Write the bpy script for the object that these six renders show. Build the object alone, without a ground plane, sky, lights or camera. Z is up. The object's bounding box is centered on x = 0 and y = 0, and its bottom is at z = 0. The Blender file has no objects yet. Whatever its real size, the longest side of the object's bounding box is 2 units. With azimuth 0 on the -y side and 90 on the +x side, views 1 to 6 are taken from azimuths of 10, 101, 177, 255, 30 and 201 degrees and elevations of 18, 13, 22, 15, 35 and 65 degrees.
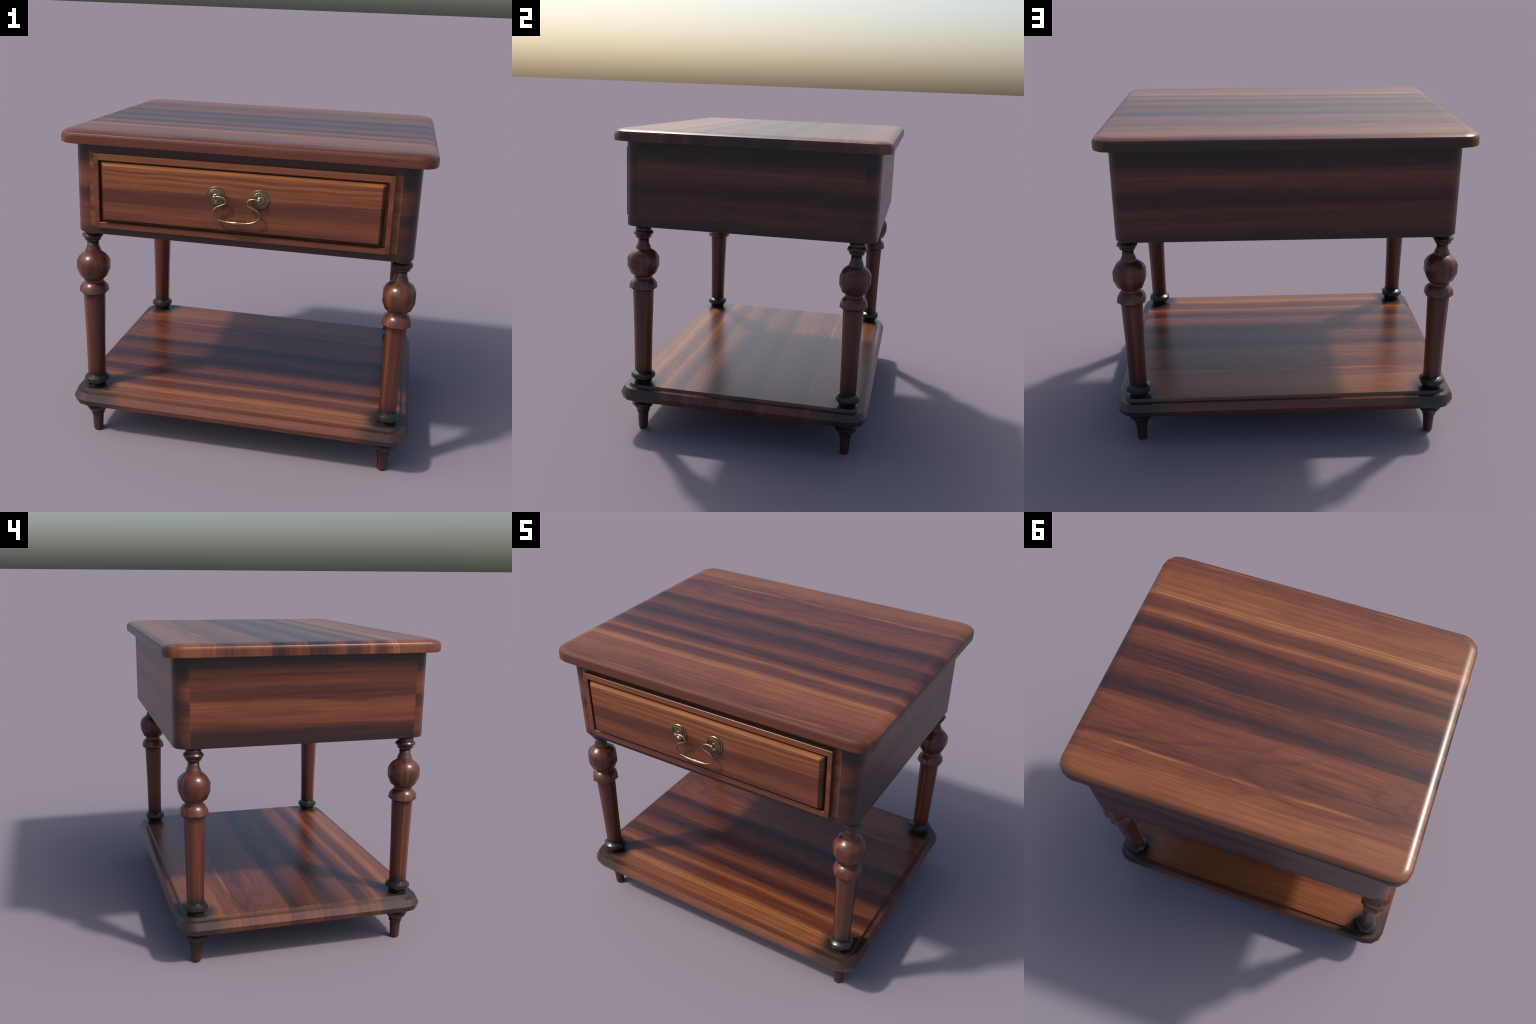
"""Antique wooden bedside table: one drawer, turned legs, low shelf, brass bail handle."""
import bpy, bmesh, math
from mathutils import Vector

# ------------------------------------------------------------------ layout
CY = 0.016                      # the carcass sits a hair behind the origin (the handle sticks out in front)
TOP_Z, TOP_UNDER = 1.868, 1.7975
BODY_HX, BODY_HY, BODY_BOTTOM = 0.926, 0.7445, 1.296
FRONT_Y = CY - BODY_HY          # cabinet front plane
LEG_X, LEG_YF, LEG_YB = 0.8695, -0.6235, 0.6515
SHELF_CY = 0.009
CORNER_SEG = 3

# ------------------------------------------------------------------ mesh helpers

def link(name, me, mat, parent=None, loc=(0, 0, 0), rot=0.0):
    ob = bpy.data.objects.new(name, me)
    bpy.context.scene.collection.objects.link(ob)
    ob.location = loc
    ob.rotation_euler = (0, 0, rot)
    if mat is not None and not me.materials:
        me.materials.append(mat)
    if parent is not None:
        ob.parent = parent
    return ob


def weighted(ob):
    m = ob.modifiers.new("weighted_normals", "WEIGHTED_NORMAL")
    m.keep_sharp = True
    m.weight = 80
    return ob


def finish(bm, name, angle=38.0, sharp_edges=()):
    bmesh.ops.recalc_face_normals(bm, faces=bm.faces[:])
    lim = math.radians(angle)
    for e in bm.edges:
        e.smooth = not (len(e.link_faces) == 2 and e.calc_face_angle(0.0) > lim)
    for e in sharp_edges:
        e.smooth = False
    for f in bm.faces:
        f.smooth = True
    me = bpy.data.meshes.new(name)
    bm.to_mesh(me)
    bm.free()
    return me


def rounded_rect(hx, hy, r, z, cx=0.0, cy=0.0, seg=CORNER_SEG):
    pts = []
    for k, (sx, sy) in enumerate(((1, 1), (-1, 1), (-1, -1), (1, -1))):
        for i in range(seg + 1):
            a = math.pi / 2 * (k + i / seg)
            pts.append((cx + sx * (hx - r) + r * math.cos(a), cy + sy * (hy - r) + r * math.sin(a), z))
    return pts


def loft(bm, rings, cap=True, closed=False):
    vr = [[bm.verts.new(p) for p in ring] for ring in rings]
    n = len(vr[0])
    pairs = list(zip(vr, vr[1:])) + ([(vr[-1], vr[0])] if closed else [])
    for a, b in pairs:
        for i in range(n):
            bm.faces.new((a[i], a[(i + 1) % n], b[(i + 1) % n], b[i]))
    if cap and not closed:
        bm.faces.new(vr[0][::-1])
        bm.faces.new(vr[-1])
    return vr


def ring_edges(bm, ring):
    n, out = len(ring), []
    for i in range(n):
        e = bm.edges.get((ring[i], ring[(i + 1) % n]))
        if e:
            out.append(e)
    return out


def slab(name, hx, hy, r, profile, cy, sharp_rings=(), angle=50.0):
    """Board with rounded corners; profile = (inset, z) from the underside to the top."""
    bm = bmesh.new()
    rings = [rounded_rect(hx - i, hy - i, max(r - i, 0.01), z, 0, cy) for i, z in profile]
    vr = loft(bm, rings)
    sharp = [e for k in sharp_rings for e in ring_edges(bm, vr[k])]
    return finish(bm, name, angle, sharp)


def lathe(name, profile, sides, sharp_rings=(), axis="Z", phase=0.5, angle=60.0):
    """Turned piece: profile = (radius, height), pole closed when radius is 0."""
    bm = bmesh.new()
    rows = []
    for r, h in profile:
        row = []
        for i in range(sides):
            a = math.tau * (i + phase) / sides
            p = (r * math.cos(a), r * math.sin(a), h) if axis == "Z" else (r * math.cos(a), -h, r * math.sin(a))
            row.append(p)
        rows.append(row)
    vr = loft(bm, rows)
    sharp = [e for k in sharp_rings for e in ring_edges(bm, vr[k])]
    bmesh.ops.remove_doubles(bm, verts=bm.verts[:], dist=1e-6)
    sharp = [e for e in sharp if e.is_valid]
    return finish(bm, name, angle, sharp)


def rect_ring(hx, z0, z1, inset, y):
    return [(-hx + inset, y, z0 + inset), (hx - inset, y, z0 + inset), (hx - inset, y, z1 - inset), (-hx + inset, y, z1 - inset)]


def tube(name, path, radii, sides=10):
    bm, rows = bmesh.new(), []
    side = Vector((0, 1, 0))
    for i, p in enumerate(path):
        t = (path[min(i + 1, len(path) - 1)] - path[max(i - 1, 0)]).normalized()
        a = (side - t * side.dot(t)).normalized()
        b = t.cross(a)
        rows.append([p + (a * math.cos(math.tau * k / sides) + b * math.sin(math.tau * k / sides)) * radii[i] for k in range(sides)])
    loft(bm, rows)
    return finish(bm, name, 60)


def spline(pts, per=6):
    """Catmull-Rom through control points."""
    P = [Vector(p) for p in pts]
    P = [2 * P[0] - P[1]] + P + [2 * P[-1] - P[-2]]
    out = []
    for i in range(1, len(P) - 2):
        a, b, c, d = P[i - 1:i + 3]
        for k in range(per):
            t = k / per
            out.append(0.5 * (2 * b + (c - a) * t + (2 * a - 5 * b + 4 * c - d) * t * t + (3 * b - a - 3 * c + d) * t ** 3))
    out.append(P[-2])
    return out

# ------------------------------------------------------------------ node helpers


class Nodes:
    def __init__(self, name):
        self.mat = bpy.data.materials.new(name)
        self.mat.use_nodes = True
        self.t = self.mat.node_tree
        self.bsdf = self.t.nodes["Principled BSDF"]

    def put(self, sock, v):
        if isinstance(v, bpy.types.NodeSocket):
            self.t.links.new(v, sock)
        elif v is not None:
            sock.default_value = v

    def math(self, op, a, b=None, c=None, clamp=False):
        n = self.t.nodes.new("ShaderNodeMath")
        n.operation, n.use_clamp = op, clamp
        for s, v in zip(n.inputs, (a, b, c)):
            self.put(s, v)
        return n.outputs[0]

    def add(self, a, b): return self.math("ADD", a, b)
    def sub(self, a, b): return self.math("SUBTRACT", a, b)
    def mul(self, a, b): return self.math("MULTIPLY", a, b)
    def mad(self, a, b, c): return self.math("MULTIPLY_ADD", a, b, c)
    def mx(self, a, b): return self.math("MAXIMUM", a, b)
    def absv(self, a): return self.math("ABSOLUTE", a)
    def gt(self, a, b): return self.math("GREATER_THAN", a, b)

    def coords(self):
        c = self.t.nodes.new("ShaderNodeTexCoord")
        s = self.t.nodes.new("ShaderNodeSeparateXYZ")
        self.t.links.new(c.outputs["Object"], s.inputs[0])
        return s.outputs

    def normal(self):
        g = self.t.nodes.new("ShaderNodeNewGeometry")
        s = self.t.nodes.new("ShaderNodeSeparateXYZ")
        self.t.links.new(g.outputs["True Normal"], s.inputs[0])
        return s.outputs

    def vec(self, x, y, z=0.0):
        n = self.t.nodes.new("ShaderNodeCombineXYZ")
        for s, v in zip(n.inputs, (x, y, z)):
            self.put(s, v)
        return n.outputs[0]

    def noise(self, v, scale=1.0, detail=3.0, rough=0.5, dist=0.0):
        n = self.t.nodes.new("ShaderNodeTexNoise")
        self.put(n.inputs["Vector"], v)
        n.inputs["Scale"].default_value = scale
        n.inputs["Detail"].default_value = detail
        n.inputs["Roughness"].default_value = rough
        n.inputs["Distortion"].default_value = dist
        return n.outputs[0]

    def ramp(self, v, stops, interp="LINEAR"):
        n = self.t.nodes.new("ShaderNodeValToRGB")
        cr = n.color_ramp
        cr.interpolation = interp
        while len(cr.elements) < len(stops):
            cr.elements.new(0.5)
        for e, (p, c) in zip(cr.elements, stops):
            e.position = p
            e.color = (c, c, c, 1) if isinstance(c, (int, float)) else (*c, 1)
        self.put(n.inputs[0], v)
        return n.outputs[0]

    def smooth(self, v, lo, hi, a=0.0, b=1.0):
        n = self.t.nodes.new("ShaderNodeMapRange")
        n.interpolation_type = "SMOOTHSTEP"
        self.put(n.inputs["Value"], v)
        for k, x in zip(("From Min", "From Max", "To Min", "To Max"), (lo, hi, a, b)):
            n.inputs[k].default_value = x
        return n.outputs[0]

    def mix(self, f, a, b):
        n = self.t.nodes.new("ShaderNodeMix")
        n.data_type = "RGBA"
        self.put(n.inputs[0], f)
        for s, v in ((n.inputs[6], a), (n.inputs[7], b)):
            self.put(s, v if isinstance(v, bpy.types.NodeSocket) else (*v, 1))
        return n.outputs[2]

    def mixf(self, f, a, b):
        return self.add(self.mul(a, self.sub(1.0, f)), self.mul(b, f))

    def bump(self, h, strength, dist=0.002):
        n = self.t.nodes.new("ShaderNodeBump")
        n.inputs["Strength"].default_value = strength
        n.inputs["Distance"].default_value = dist
        self.put(n.inputs["Height"], h)
        self.t.links.new(n.outputs[0], self.bsdf.inputs["Normal"])


# reddish walnut, dark to light
RED_WALNUT = [(0.0, (0.013, 0.007, 0.008)), (0.16, (0.030, 0.010, 0.009)), (0.36, (0.072, 0.0195, 0.0115)),
              (0.56, (0.128, 0.0375, 0.0160)), (0.76, (0.200, 0.070, 0.0245)), (1.0, (0.36, 0.155, 0.052))]
# honey toned walnut for the drawer
HONEY_WALNUT = [(0.0, (0.014, 0.007, 0.006)), (0.18, (0.036, 0.011, 0.008)), (0.36, (0.080, 0.0210, 0.0110)),
                (0.56, (0.132, 0.0385, 0.0155)), (0.76, (0.205, 0.071, 0.0235)), (1.0, (0.32, 0.130, 0.041))]
SHADE_GRIME = (0.0135, 0.0115, 0.0100)  # tint for dirt and for shade painted into the wood

# broad bands of the board figure across the grain (position, tone)
BOARD = [(-0.80, .47), (-0.70, .54), (-0.62, .66), (-0.54, .66), (-0.45, .68), (-0.42, .44), (-0.375, .38), (-0.335, .60),
         (-0.29, .50), (-0.25, .22), (-0.215, .24), (-0.17, .52), (-0.12, .42), (-0.05, .22), (0.02, .25), (0.08, .42),
         (0.14, .30), (0.20, .14), (0.228, .24), (0.255, .52), (0.33, .54), (0.42, .47), (0.50, .42), (0.58, .56),
         (0.70, .68), (0.82, .62), (0.92, .50)]
BOARD_LO, BOARD_HI = -0.85, 0.95


def line(n, v, at, width):
    """thin soft pale line at v = at"""
    d = n.mul(n.sub(v, at), 1.0 / width)
    return n.math("POWER", 2.718, n.mul(n.mul(d, d), -1.0))


def grain(n, u, v, seed, streak=0.36, fine=0.26):
    s = n.noise(n.vec(n.mul(u, 0.55), n.mul(v, 30.0), seed), 1.0, 3, 0.6)
    m = n.noise(n.vec(n.mul(u, 1.1), n.mul(v, 85.0), seed + 1.9), 1.0, 2, 0.6)
    f = n.noise(n.vec(n.mul(u, 3.2), n.mul(v, 190.0), seed + 3.7), 1.0, 3, 0.6)
    b = n.noise(n.vec(n.mul(u, 4.0), n.mul(v, 24.0), seed + 6.1), 1.0, 3, 0.6)
    g = n.add(n.mul(n.sub(s, 0.5), streak), n.mul(n.sub(m, 0.5), streak * 0.85))
    g = n.add(g, n.mul(n.sub(b, 0.5), streak * 0.55))
    return n.add(g, n.mul(n.sub(f, 0.5), fine)), s, f


def pores(n, u, v, seed):
    p = n.noise(n.vec(n.mul(u, 42.0), n.mul(v, 330.0), seed), 1.0, 2, 0.6)
    return n.smooth(p, 0.60, 0.74)


def wood_surface(n, tone, ramp, shade_grime, fine, rough=0.30, dark_ramp=SHADE_GRIME):
    col = n.ramp(n.math("MAXIMUM", tone, 0.0), ramp)
    col = n.mix(shade_grime, col, dark_ramp)
    n.put(n.bsdf.inputs["Base Color"], col)
    n.put(n.bsdf.inputs["Roughness"], n.mad(fine, 0.10, rough - 0.05))
    n.bsdf.inputs["Specular IOR Level"].default_value = 0.5


def board_tone(n, x, y, seed):
    w1 = n.noise(n.vec(n.mul(x, 1.1), n.mul(y, 2.5), seed), 1.0, 2)
    w2 = n.noise(n.vec(n.mul(x, 0.7), n.mul(y, 9.0), seed + 5), 1.0, 3)
    v = n.add(y, n.add(n.mul(n.sub(w1, 0.5), 0.085), n.mul(n.sub(w2, 0.5), 0.050)))
    t = n.ramp(n.mul(n.sub(v, BOARD_LO), 1.0 / (BOARD_HI - BOARD_LO)),
               [((p - BOARD_LO) / (BOARD_HI - BOARD_LO), c) for p, c in BOARD], "EASE")
    # thin pale lines
    lv = n.add(y, n.mul(n.sub(w1, 0.5), 0.045))
    along = n.noise(n.vec(n.mul(x, 2.3), seed, 0.0), 1.0, 2)
    part = n.smooth(along, .36, .58)
    lines = n.add(n.mul(line(n, lv, -0.462, 0.0055), .19), n.mul(line(n, lv, -0.484, 0.006), .16))
    lines = n.add(lines, n.mul(line(n, lv, -0.325, 0.012), .12))
    lines = n.add(lines, n.mul(n.mul(line(n, lv, 0.045, 0.005), .22), n.mad(part, 0.7, 0.3)))
    lines = n.add(lines, n.mul(n.mul(line(n, lv, 0.545, 0.008), .32), part))
    lines = n.add(lines, n.mul(n.mul(line(n, lv, -0.755, 0.006), .32), part))
    t = n.add(t, lines)
    # cathedral figure in the paler third of the board
    c = n.noise(n.vec(n.mul(x, 0.50), n.mul(y, 2.7), seed + 9), 1.0, 2, 0.35)
    rings = n.math("SINE", n.mad(c, 120.0, n.mul(v, 25.0)))
    rings = n.math("POWER", n.mad(rings, 0.5, 0.5), 5.0)
    zone = n.mul(n.smooth(v, 0.24, 0.32), n.smooth(v, 0.56, 0.70, 1.0, 0.0))
    edge = n.mul(n.smooth(v, -0.80, -0.74), n.smooth(v, -0.72, -0.62, 1.0, 0.0))
    t = n.sub(t, n.mul(n.mul(rings, n.mx(zone, n.mul(edge, 0.6))), 0.09))
    return t, v


def make_top_material():
    n = Nodes("red_walnut_top")
    x, y, z = n.coords()
    side_x = n.gt(n.absv(x), 0.935)
    roll = n.mul(n.sub(n.noise(n.vec(n.mul(y, 9.0), n.mul(z, 22.0), 0.5), 1.0, 2), 0.5), n.mul(side_x, 0.05))
    yy = n.add(n.add(y, roll), n.mul(n.mul(n.math("SIGN", y), n.sub(1.0, side_x)), n.mul(n.sub(TOP_Z, z), 0.8)))
    t, v = board_tone(n, x, yy, 2.3)
    g, s, f = grain(n, x, yy, 1.1)
    blotch = n.noise(n.vec(n.mul(x, 3.0), n.mul(y, 7.0), 4.4), 1.0, 3)
    tone = n.add(n.add(t, g), n.mul(n.sub(blotch, 0.5), 0.16))
    tone = n.sub(tone, n.mul(pores(n, x, y, 8.0), 0.10))
    # dark back edge, redder front edge
    back = n.mul(n.smooth(y, 0.795, 0.815), n.smooth(z, 1.842, 1.858, 1.0, 0.0))
    side = n.mul(n.smooth(z, 1.838, 1.856, 1.0, 0.0), n.smooth(x, 0.985, 0.995))  # right edge's grey shade painted into the colour
    front = n.mul(n.smooth(y, -0.77, -0.745, 1.0, 0.0), 1.0)
    tone = n.mixf(n.mul(front, 0.75), tone, n.add(0.40, n.mul(g, 0.55)))
    rim = n.mul(n.smooth(y, 0.765, 0.800), 0.45)  # grey sky reflection on the back bevel, painted as a darker tone
    shade_grime = n.math("MINIMUM", n.add(n.mx(n.mul(back, 0.85), rim), n.mul(side, 0.60)), 1.0)
    wood_surface(n, tone, RED_WALNUT, shade_grime, f, 0.30)
    n.bump(f, 0.10, 0.0008)
    return n.mat


def leg_distance(n, x, y):
    dx = n.sub(n.absv(x), LEG_X)
    dy = n.sub(n.absv(n.sub(y, (LEG_YF + LEG_YB) / 2)), (LEG_YB - LEG_YF) / 2)
    return n.math("SQRT", n.add(n.mul(dx, dx), n.mul(dy, dy)))


def make_shelf_material():
    n = Nodes("red_walnut_shelf")
    x, y, z = n.coords()
    side_x = n.gt(n.absv(x), 0.93)
    yy = n.add(n.add(y, 0.135), n.mul(n.mul(n.math("SIGN", y), n.sub(1.0, side_x)), n.mul(n.sub(0.31, z), 0.9)))
    t, v = board_tone(n, x, yy, 2.3)
    g, s, f = grain(n, x, yy, 1.1, 0.29, 0.24)
    tone = n.add(t, g)
    tone = n.sub(tone, n.mul(pores(n, x, y, 8.0), 0.10))
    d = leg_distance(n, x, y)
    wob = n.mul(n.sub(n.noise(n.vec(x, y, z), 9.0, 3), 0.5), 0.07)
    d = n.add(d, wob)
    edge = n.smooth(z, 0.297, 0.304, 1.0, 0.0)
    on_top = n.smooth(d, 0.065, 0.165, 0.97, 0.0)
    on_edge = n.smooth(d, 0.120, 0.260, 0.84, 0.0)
    shade_grime = n.mixf(edge, on_top, on_edge)  # dirt plus baked occlusion shade round the leg bases
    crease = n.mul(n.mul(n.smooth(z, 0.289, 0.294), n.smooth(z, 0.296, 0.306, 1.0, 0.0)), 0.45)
    shade_grime = n.mx(shade_grime, crease)
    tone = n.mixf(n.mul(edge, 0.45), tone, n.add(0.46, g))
    wood_surface(n, tone, RED_WALNUT, shade_grime, f, 0.27)
    n.bump(f, 0.08, 0.0008)
    return n.mat


SIDE = [(0.0, .10), (0.06, .16), (0.13, .34), (0.20, .42), (0.27, .34), (0.36, .40), (0.46, .16), (0.53, .22),
        (0.60, .46), (0.70, .52), (0.78, .40), (0.84, .14), (0.93, .04), (1.0, .02)]
LEFT = [(0.0, .05), (0.12, .08), (0.20, .24), (0.27, .44), (0.33, .50), (0.44, .56), (0.505, .52), (0.53, .30), (0.60, .26),
        (0.68, .38), (0.74, .32), (0.79, .50), (0.85, .42), (0.90, .16), (1.0, .08)]
CORNER = [(0.0, .32), (0.14, .40), (0.22, .34), (0.33, .42), (0.42, .22), (0.49, .20), (0.53, .44), (0.66, .52), (0.72, .38), (0.78, .20), (0.86, .10), (1.0, .05)]


def make_cabinet_material():
    n = Nodes("red_walnut_cabinet")
    x, y, z = n.coords()
    h = n.mul(n.sub(z, BODY_BOTTOM), 1.0 / (TOP_UNDER - BODY_BOTTOM))
    left = n.gt(n.mul(x, -1.0), 0.80)
    left_face = n.smooth(n.mul(x, -1.0), 0.885, 0.922)
    hy = n.absv(n.sub(y, CY))
    corner = n.mul(n.gt(n.absv(x), 0.832), n.gt(hy, BODY_HY - 0.085))
    u = n.add(x, n.mul(y, 1.0))
    w = n.noise(n.vec(n.mul(u, 1.0), n.mul(z, 5.0), 3.0), 1.0, 3)
    w2 = n.noise(n.vec(n.mul(u, 2.3), n.mul(z, 14.0), 6.0), 1.0, 2)
    v = n.add(h, n.add(n.mul(n.sub(w, 0.5), 0.22), n.mul(n.sub(w2, 0.5), 0.05)))
    t = n.mixf(left_face, n.ramp(v, SIDE, "EASE"), n.ramp(v, LEFT, "EASE"))
    vc = n.add(h, n.mul(n.sub(w2, 0.5), 0.10))
    tc = n.add(n.ramp(vc, CORNER, "EASE"), n.mixf(left, -0.16, 0.02))
    g, s, f = grain(n, u, z, 7.7, 0.34, 0.24)
    tone = n.add(t, g)
    tone = n.add(tone, n.mixf(left_face, -0.04, 0.04))
    # front face beside the drawer: patchwork of paler short grain
    front = n.mul(n.gt(n.mul(y, -1.0), -FRONT_Y - 0.004), n.gt(0.832, n.absv(x)))
    patch = n.noise(n.vec(n.mul(n.math("SIGN", x), 3.0), n.mul(n.add(z, n.mul(x, 0.25)), 15.0), 2.0), 1.0, 3)
    tone = n.mixf(front, tone, n.add(n.mad(patch, 1.1, 0.02), n.mul(g, 0.8)))
    rail = n.mul(front, n.mx(n.gt(z, 1.7485), n.gt(1.340, z)))
    tone = n.mixf(rail, tone, n.add(0.27, n.mul(g, 0.5)))
    back_side = n.gt(y, 0.0)
    corner = n.mul(corner, n.mixf(back_side, 1.0, n.smooth(n.absv(x), 0.870, 0.918)))
    tone = n.mixf(corner, tone, n.add(tc, n.mul(g, 0.7)))
    # occlusion shade and dirt baked in under the top and along the bottom edge
    top_dirt_shade = n.smooth(n.add(z, n.mul(n.sub(w, 0.5), 0.16)), 1.66, 1.80)
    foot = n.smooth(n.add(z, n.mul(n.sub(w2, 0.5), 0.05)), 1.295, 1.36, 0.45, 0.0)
    shade_grime = n.mx(n.mul(top_dirt_shade, n.mixf(front, 0.75, 0.10)), foot)
    shade_grime = n.mx(shade_grime, n.mul(n.gt(x, 0.90), 0.22))  # greyish sheen of the shaded right side, put into the colour
    wood_surface(n, tone, RED_WALNUT, shade_grime, f, 0.32)
    n.bump(f, 0.08, 0.0008)
    return n.mat


DRAWER = [(1.33, .34), (1.365, .46), (1.395, .36), (1.42, .46), (1.455, .58), (1.48, .48), (1.515, .36), (1.55, .35), (1.572, .42),
          (1.583, .62), (1.61, .58), (1.632, .68), (1.642, .52), (1.655, .74), (1.668, .52), (1.685, .72), (1.70, .66), (1.75, .54)]


def make_drawer_material(name, moulding):
    n = Nodes(name)
    x, y, z = n.coords()
    w = n.noise(n.vec(n.mul(x, 1.6), n.mul(z, 3.0), 1.0), 1.0, 2)
    w2 = n.noise(n.vec(n.mul(x, 0.8), n.mul(z, 22.0), 4.0), 1.0, 2)
    v = n.add(z, n.add(n.mul(n.sub(w, 0.5), 0.075), n.mul(n.sub(w2, 0.5), 0.020)))
    lo, hi = 1.32, 1.76
    t = n.ramp(n.mul(n.sub(v, lo), 1 / (hi - lo)), [((p - lo) / (hi - lo), c) for p, c in DRAWER], "EASE")
    g, s, f = grain(n, x, z, 5.2, 0.34, 0.24)
    tone = n.add(t, g)
    if moulding:
        stile = n.gt(n.absv(x), 0.7705)
        wav = n.add(z, n.mul(n.math("SINE", n.mul(n.absv(x), 160.0)), 0.003))
        patch = n.noise(n.vec(n.mul(n.math("SIGN", x), 3.0), n.mul(wav, 11.0), 2.0), 1.0, 4)
        rail = n.add(0.62, n.mul(g, 0.8))
        tone = n.mixf(stile, rail, n.add(n.mad(patch, 0.9, 0.06), n.mul(g, 0.5)))
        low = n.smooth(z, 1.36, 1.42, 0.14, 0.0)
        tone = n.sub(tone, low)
        shade_grime = n.mx(n.smooth(y, -0.756, -0.738, 0.0, 0.60), 0.0)  # shadow and occlusion in the recess painted on the inner walls
    else:
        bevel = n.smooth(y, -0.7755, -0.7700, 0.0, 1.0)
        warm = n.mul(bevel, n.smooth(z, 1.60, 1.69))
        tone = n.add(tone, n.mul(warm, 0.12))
        tone = n.sub(tone, n.mul(n.mul(bevel, n.gt(x, 0.7355)), 0.17))  # right bevel toned down to carry its shading
        shade_grime = n.mul(n.smooth(y, -0.760, -0.742), 0.85)  # groove shade painted round the base of the panel
    wood_surface(n, tone, HONEY_WALNUT, shade_grime, f, 0.30)
    n.bump(f, 0.08, 0.0008)
    return n.mat


def make_leg_material(name, kind):
    n = Nodes(name)
    x, y, z = n.coords()
    s = n.noise(n.vec(n.mul(x, 26.0), n.mul(y, 26.0), n.mul(z, 0.8)), 1.0, 2)
    f = n.noise(n.vec(n.mul(x, 120.0), n.mul(y, 120.0), n.mul(z, 3.0)), 1.0, 3)
    ang = n.math("ARCTAN2", y, x)
    stripe = n.add(line(n, ang, 0.62, 0.10), n.mul(line(n, ang, -2.2, 0.16), 0.5))
    tone = n.add(n.mad(n.sub(s, 0.5), 0.62, 0.37), n.mul(n.sub(f, 0.5), 0.10))
    tone = n.add(tone, n.mul(stripe, 0.26))
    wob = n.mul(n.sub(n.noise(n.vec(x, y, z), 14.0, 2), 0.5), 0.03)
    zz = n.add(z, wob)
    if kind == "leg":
        shade_grime = n.smooth(zz, 0.385, 0.455, 0.92, 0.0)  # occlusion-type darkness painted at the leg bottom and neck
        shade_grime = n.mx(shade_grime, n.smooth(zz, 1.170, 1.225, 0.0, 0.40))
        shade_grime = n.mx(shade_grime, n.mul(line(n, z, 0.890, 0.012), 0.35))
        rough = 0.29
    elif kind == "collar":
        shade_grime = n.add(0.64, n.mul(n.sub(s, 0.5), 0.6))  # occlusion-type darkness in the collar's colour, broken up by streaks
        rough = 0.26
    elif kind == "ring":
        shade_grime = n.add(0.97, 0.0)  # base ring almost black: occlusion-type darkness in its colour
        rough = 0.28
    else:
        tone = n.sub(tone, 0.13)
        shade_grime = n.smooth(zz, 0.070, 0.125, 0.10, 0.80)  # occlusion-type darkness painted toward the upper end
        rough = 0.34
    wood_surface(n, tone, RED_WALNUT, shade_grime, f, rough)
    n.bump(f, 0.06, 0.0006)
    return n.mat


def make_brass():
    n = Nodes("antique_brass")
    x, y, z = n.coords()
    d = n.noise(n.vec(x, y, z), 170.0, 4, 0.65)
    b = n.noise(n.vec(x, y, z), 38.0, 3, 0.6)
    k = n.smooth(n.add(n.mul(d, 0.6), n.mul(b, 0.4)), 0.38, 0.60)
    n.put(n.bsdf.inputs["Base Color"], n.mix(k, (0.135, 0.100, 0.066), (0.39, 0.287, 0.185)))
    n.bsdf.inputs["Metallic"].default_value = 1.0
    n.put(n.bsdf.inputs["Roughness"], n.mad(k, -0.16, 0.42))
    n.bump(d, 0.35, 0.001)
    return n.mat


# ------------------------------------------------------------------ build

root = bpy.data.objects.new("nightstand", None)
bpy.context.scene.collection.objects.link(root)
root["label"] = "Dark walnut bedside table with one drawer, turned legs and lower shelf"
root["category"] = "bedside table"

# --- table top: square edge below, soft thumb moulding above
top_mat = make_top_material()
top_profile = [(0.003, TOP_UNDER), (0.0, TOP_UNDER + 0.004), (0.0, 1.836), (0.009, 1.8525), (0.0210, 1.8588), (0.037, 1.8643), (0.060, TOP_Z)]
top = link("tabletop", slab("tabletop", 0.998, 0.801, 0.10, top_profile, CY, sharp_rings=(3,)), top_mat, root)
weighted(top)

# --- cabinet carcass
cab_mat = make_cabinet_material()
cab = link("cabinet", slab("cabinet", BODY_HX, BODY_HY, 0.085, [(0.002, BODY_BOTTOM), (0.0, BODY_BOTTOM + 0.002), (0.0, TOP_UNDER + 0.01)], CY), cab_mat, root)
weighted(cab)

# --- drawer: applied moulding frame round a raised, bevelled panel
frame_mat = make_drawer_material("honey_walnut_moulding", True)
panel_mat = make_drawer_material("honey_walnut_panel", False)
FZ0, FZ1, FX, FY = 1.3395, 1.749, 0.7945, -0.7585


def frame_mesh():
    bm = bmesh.new()
    e = 0.0015
    back = FRONT_Y + 0.003
    rows = [rect_ring(FX, FZ0, FZ1, 0, back), rect_ring(FX, FZ0, FZ1, 0, FY + e), rect_ring(FX, FZ0, FZ1, e, FY),
            rect_ring(0.7695 + 0.0, 1.3725, 1.715, -e, FY), rect_ring(0.7695, 1.3725, 1.715, 0, FY + e), rect_ring(0.7695, 1.3725, 1.715, 0, back)]
    loft(bm, rows, cap=False, closed=True)
    return finish(bm, "drawer_moulding", 30)


def panel_mesh():
    bm = bmesh.new()
    rows = [rect_ring(0.755, 1.3845, 1.7045, 0, FRONT_Y + 0.003), rect_ring(0.755, 1.3845, 1.7045, 0, -0.748),
            rect_ring(0.7352, 1.3965, 1.6915, 0, -0.7757), rect_ring(0.7347, 1.3970, 1.6910, 0, -0.776)]
    loft(bm, rows)
    return finish(bm, "drawer", 20)


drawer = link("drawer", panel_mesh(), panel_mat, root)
frame = link("drawer_moulding", frame_mesh(), frame_mat, drawer)

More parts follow.
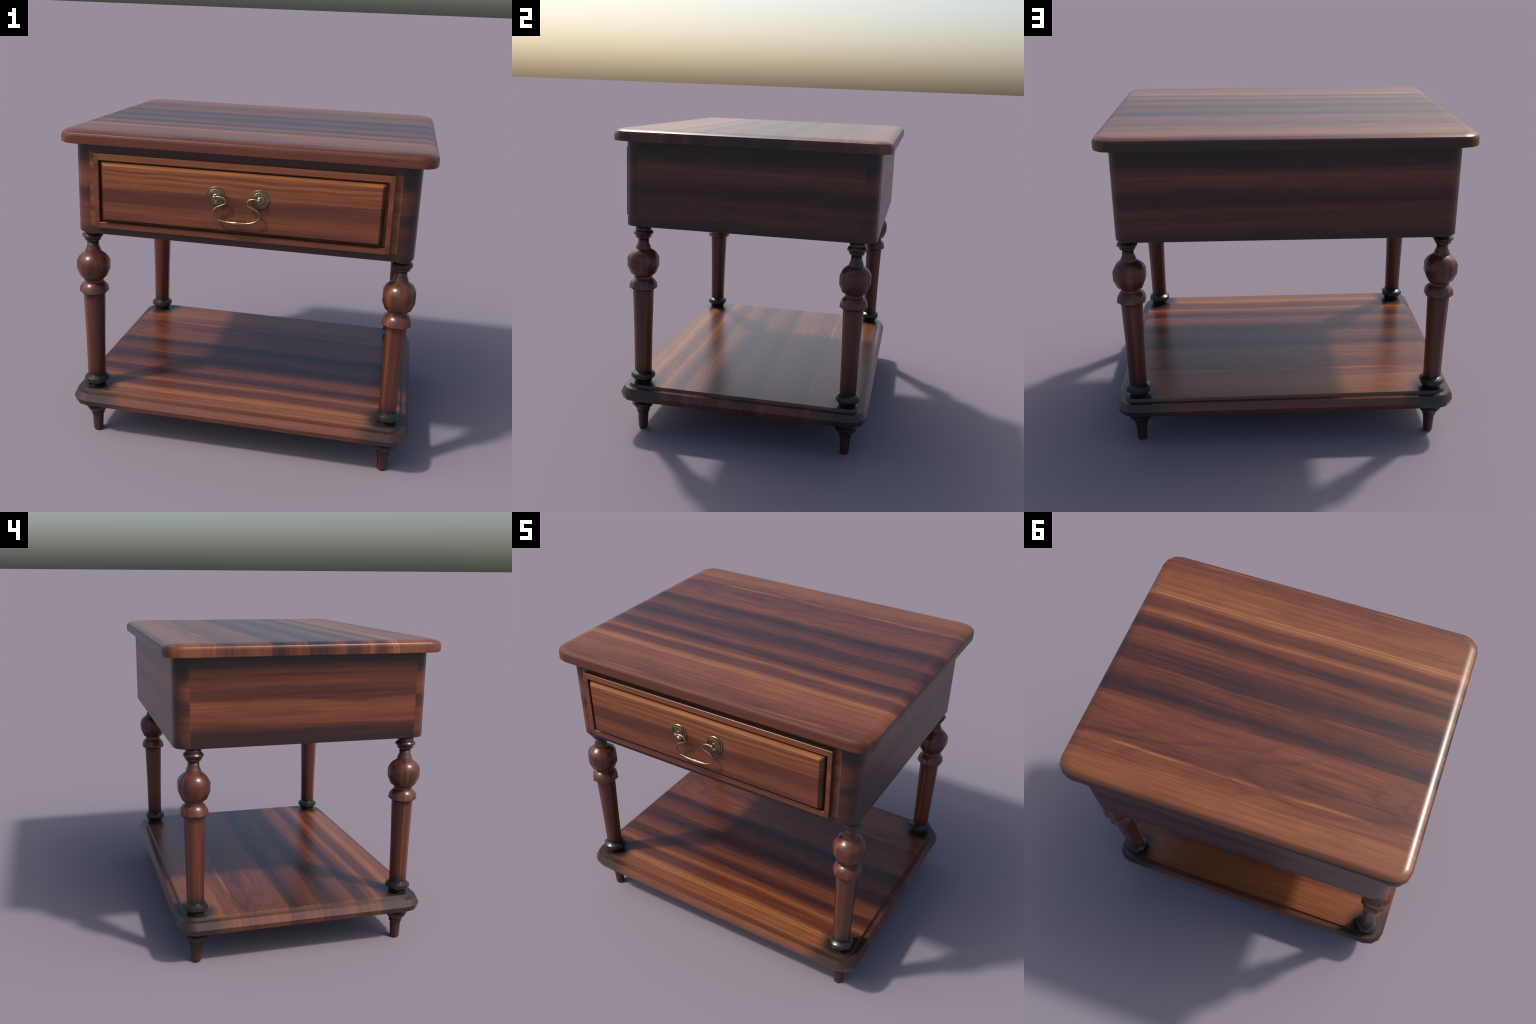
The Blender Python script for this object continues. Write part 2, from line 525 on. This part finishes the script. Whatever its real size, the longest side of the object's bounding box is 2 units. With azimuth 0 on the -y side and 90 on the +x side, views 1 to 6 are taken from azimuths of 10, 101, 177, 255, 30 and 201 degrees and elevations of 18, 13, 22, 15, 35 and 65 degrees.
# --- bail handle
brass = make_brass()
HZ, HX, PANEL_Y = 1.5785, 0.1175, -0.776
ros_prof = [(0.0500, -0.002), (0.0508, 0.0040), (0.0485, 0.0068), (0.0445, 0.0068), (0.0432, 0.0030), (0.0402, 0.0030), (0.0392, 0.0090),
            (0.0345, 0.0110), (0.0315, 0.0078), (0.0300, 0.0078), (0.0288, 0.0118), (0.0258, 0.0126), (0.0235, 0.0096), (0.0130, 0.0104),
            (0.0085, 0.0135), (0.0066, 0.0190), (0.0062, 0.0270)]
ros_me = lathe("rosette", ros_prof, 12, axis="Y", phase=0.0, angle=26)
knob_prof = [(0.0002, -0.0112)] + [(0.0112 * math.sin(a), -0.0112 * math.cos(a)) for a in [math.pi * k / 8 for k in range(1, 8)]] + [(0.0002, 0.0112)]
knob_me = lathe("knob", knob_prof, 14, axis="Y", phase=0.0, angle=80)

BY = -0.806
half = [(0.1090, BY, 1.5800), (0.1000, BY, 1.5812), (0.0860, BY, 1.5812), (0.0660, BY, 1.5755), (0.0570, BY, 1.5605), (0.0635, BY, 1.5455),
        (0.0850, BY, 1.5345), (0.1080, BY, 1.5225), (0.1215, BY, 1.5020), (0.1195, BY, 1.4830), (0.1000, BY, 1.4625), (0.0600, BY, 1.4510), (0.0, BY, 1.4475)]
full = [(-p[0], p[1], p[2]) for p in half] + list(reversed(half[:-1]))
path = spline(full, 6)
rad = []
for p in path:
    k = max(0.0, 1 - abs(p.x) / 0.058) if p.z < 1.47 else 0.0
    rad.append(0.0056 + 0.0062 * k ** 1.2 + (0.0007 if k > 0.86 else 0))
handle = link("drawer_handle", tube("drawer_handle", path, rad, 10), brass, drawer)
for sx in (-1, 1):
    link("rosette", ros_me, brass, handle, (sx * HX, PANEL_Y, HZ))
    link("knob", knob_me, brass, handle, (sx * HX, BY, HZ))

# --- lower shelf with chamfered nosing and a small step
shelf_mat = make_shelf_material()
shelf_profile = [(0.012, 0.218), (0.0, 0.2525), (0.0205, 0.2915), (0.0500, 0.2920), (0.0575, 0.3100)]
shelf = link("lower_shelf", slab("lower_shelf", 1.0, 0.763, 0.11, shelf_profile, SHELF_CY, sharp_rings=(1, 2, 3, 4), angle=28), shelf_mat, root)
weighted(shelf)

# --- turned legs (eight-sided turning, softened in the shading)
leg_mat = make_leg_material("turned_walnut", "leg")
collar_mat = make_leg_material("dark_collar", "collar")
ring_mat = make_leg_material("dark_ring", "ring")
foot_mat = make_leg_material("dark_foot", "foot")

leg_prof = [(0.0490, 0.376), (0.0515, 0.386), (0.0550, 0.640), (0.0622, 0.8955), (0.0630, 0.900), (0.0850, 0.9155), (0.0795, 0.9460), (0.0670, 0.9640),
            (0.0550, 0.9735), (0.0530, 0.9880), (0.0735, 1.0025), (0.0942, 1.0505), (0.0945, 1.1025), (0.0805, 1.1290), (0.0640, 1.1445), (0.0460, 1.1555),
            (0.0448, 1.1590), (0.0438, 1.1670), (0.0395, 1.1780), (0.0335, 1.1920), (0.0325, 1.2190)]
leg_me = lathe("leg", leg_prof, 8, sharp_rings=(3, 4, 5, 8, 9, 15, 16), angle=179)
collar_prof = [(0.0300, 1.2160), (0.0335, 1.2175), (0.0440, 1.2245), (0.0466, 1.2310), (0.0462, 1.2360), (0.0575, 1.2470), (0.0595, 1.2560),
               (0.0565, 1.2620), (0.0465, 1.2705), (0.0455, 1.2990)]
collar_me = lathe("collar", collar_prof, 8, sharp_rings=(1, 2, 4, 5, 6, 8), angle=179)
ring_prof = [(0.0520, 0.3070), (0.0520, 0.3215), (0.0735, 0.3430), (0.0738, 0.3520), (0.0712, 0.3680), (0.0500, 0.3850)]
ring_me = lathe("base_ring", ring_prof, 8, sharp_rings=(1, 2, 4), angle=179)
foot_prof = [(0.0245, 0.0), (0.0280, 0.004), (0.0330, 0.1030), (0.0385, 0.1075), (0.0400, 0.1180), (0.0402, 0.1285), (0.0640, 0.1540), (0.0680, 0.1650),
             (0.0672, 0.1740), (0.0510, 0.1900), (0.0500, 0.2200)]
foot_me = lathe("foot", foot_prof, 8, sharp_rings=(1, 2, 3, 5, 8), angle=179)

# turned a different way at each corner so the figure never repeats
for sx, y, turn in ((1, LEG_YF, 0), (-1, LEG_YF, 3), (1, LEG_YB, 5), (-1, LEG_YB, 2)):
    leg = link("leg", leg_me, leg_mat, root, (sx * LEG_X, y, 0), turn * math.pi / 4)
    link("collar", collar_me, collar_mat, leg)
    link("base_ring", ring_me, ring_mat, leg)
    link("foot", foot_me, foot_mat, leg)
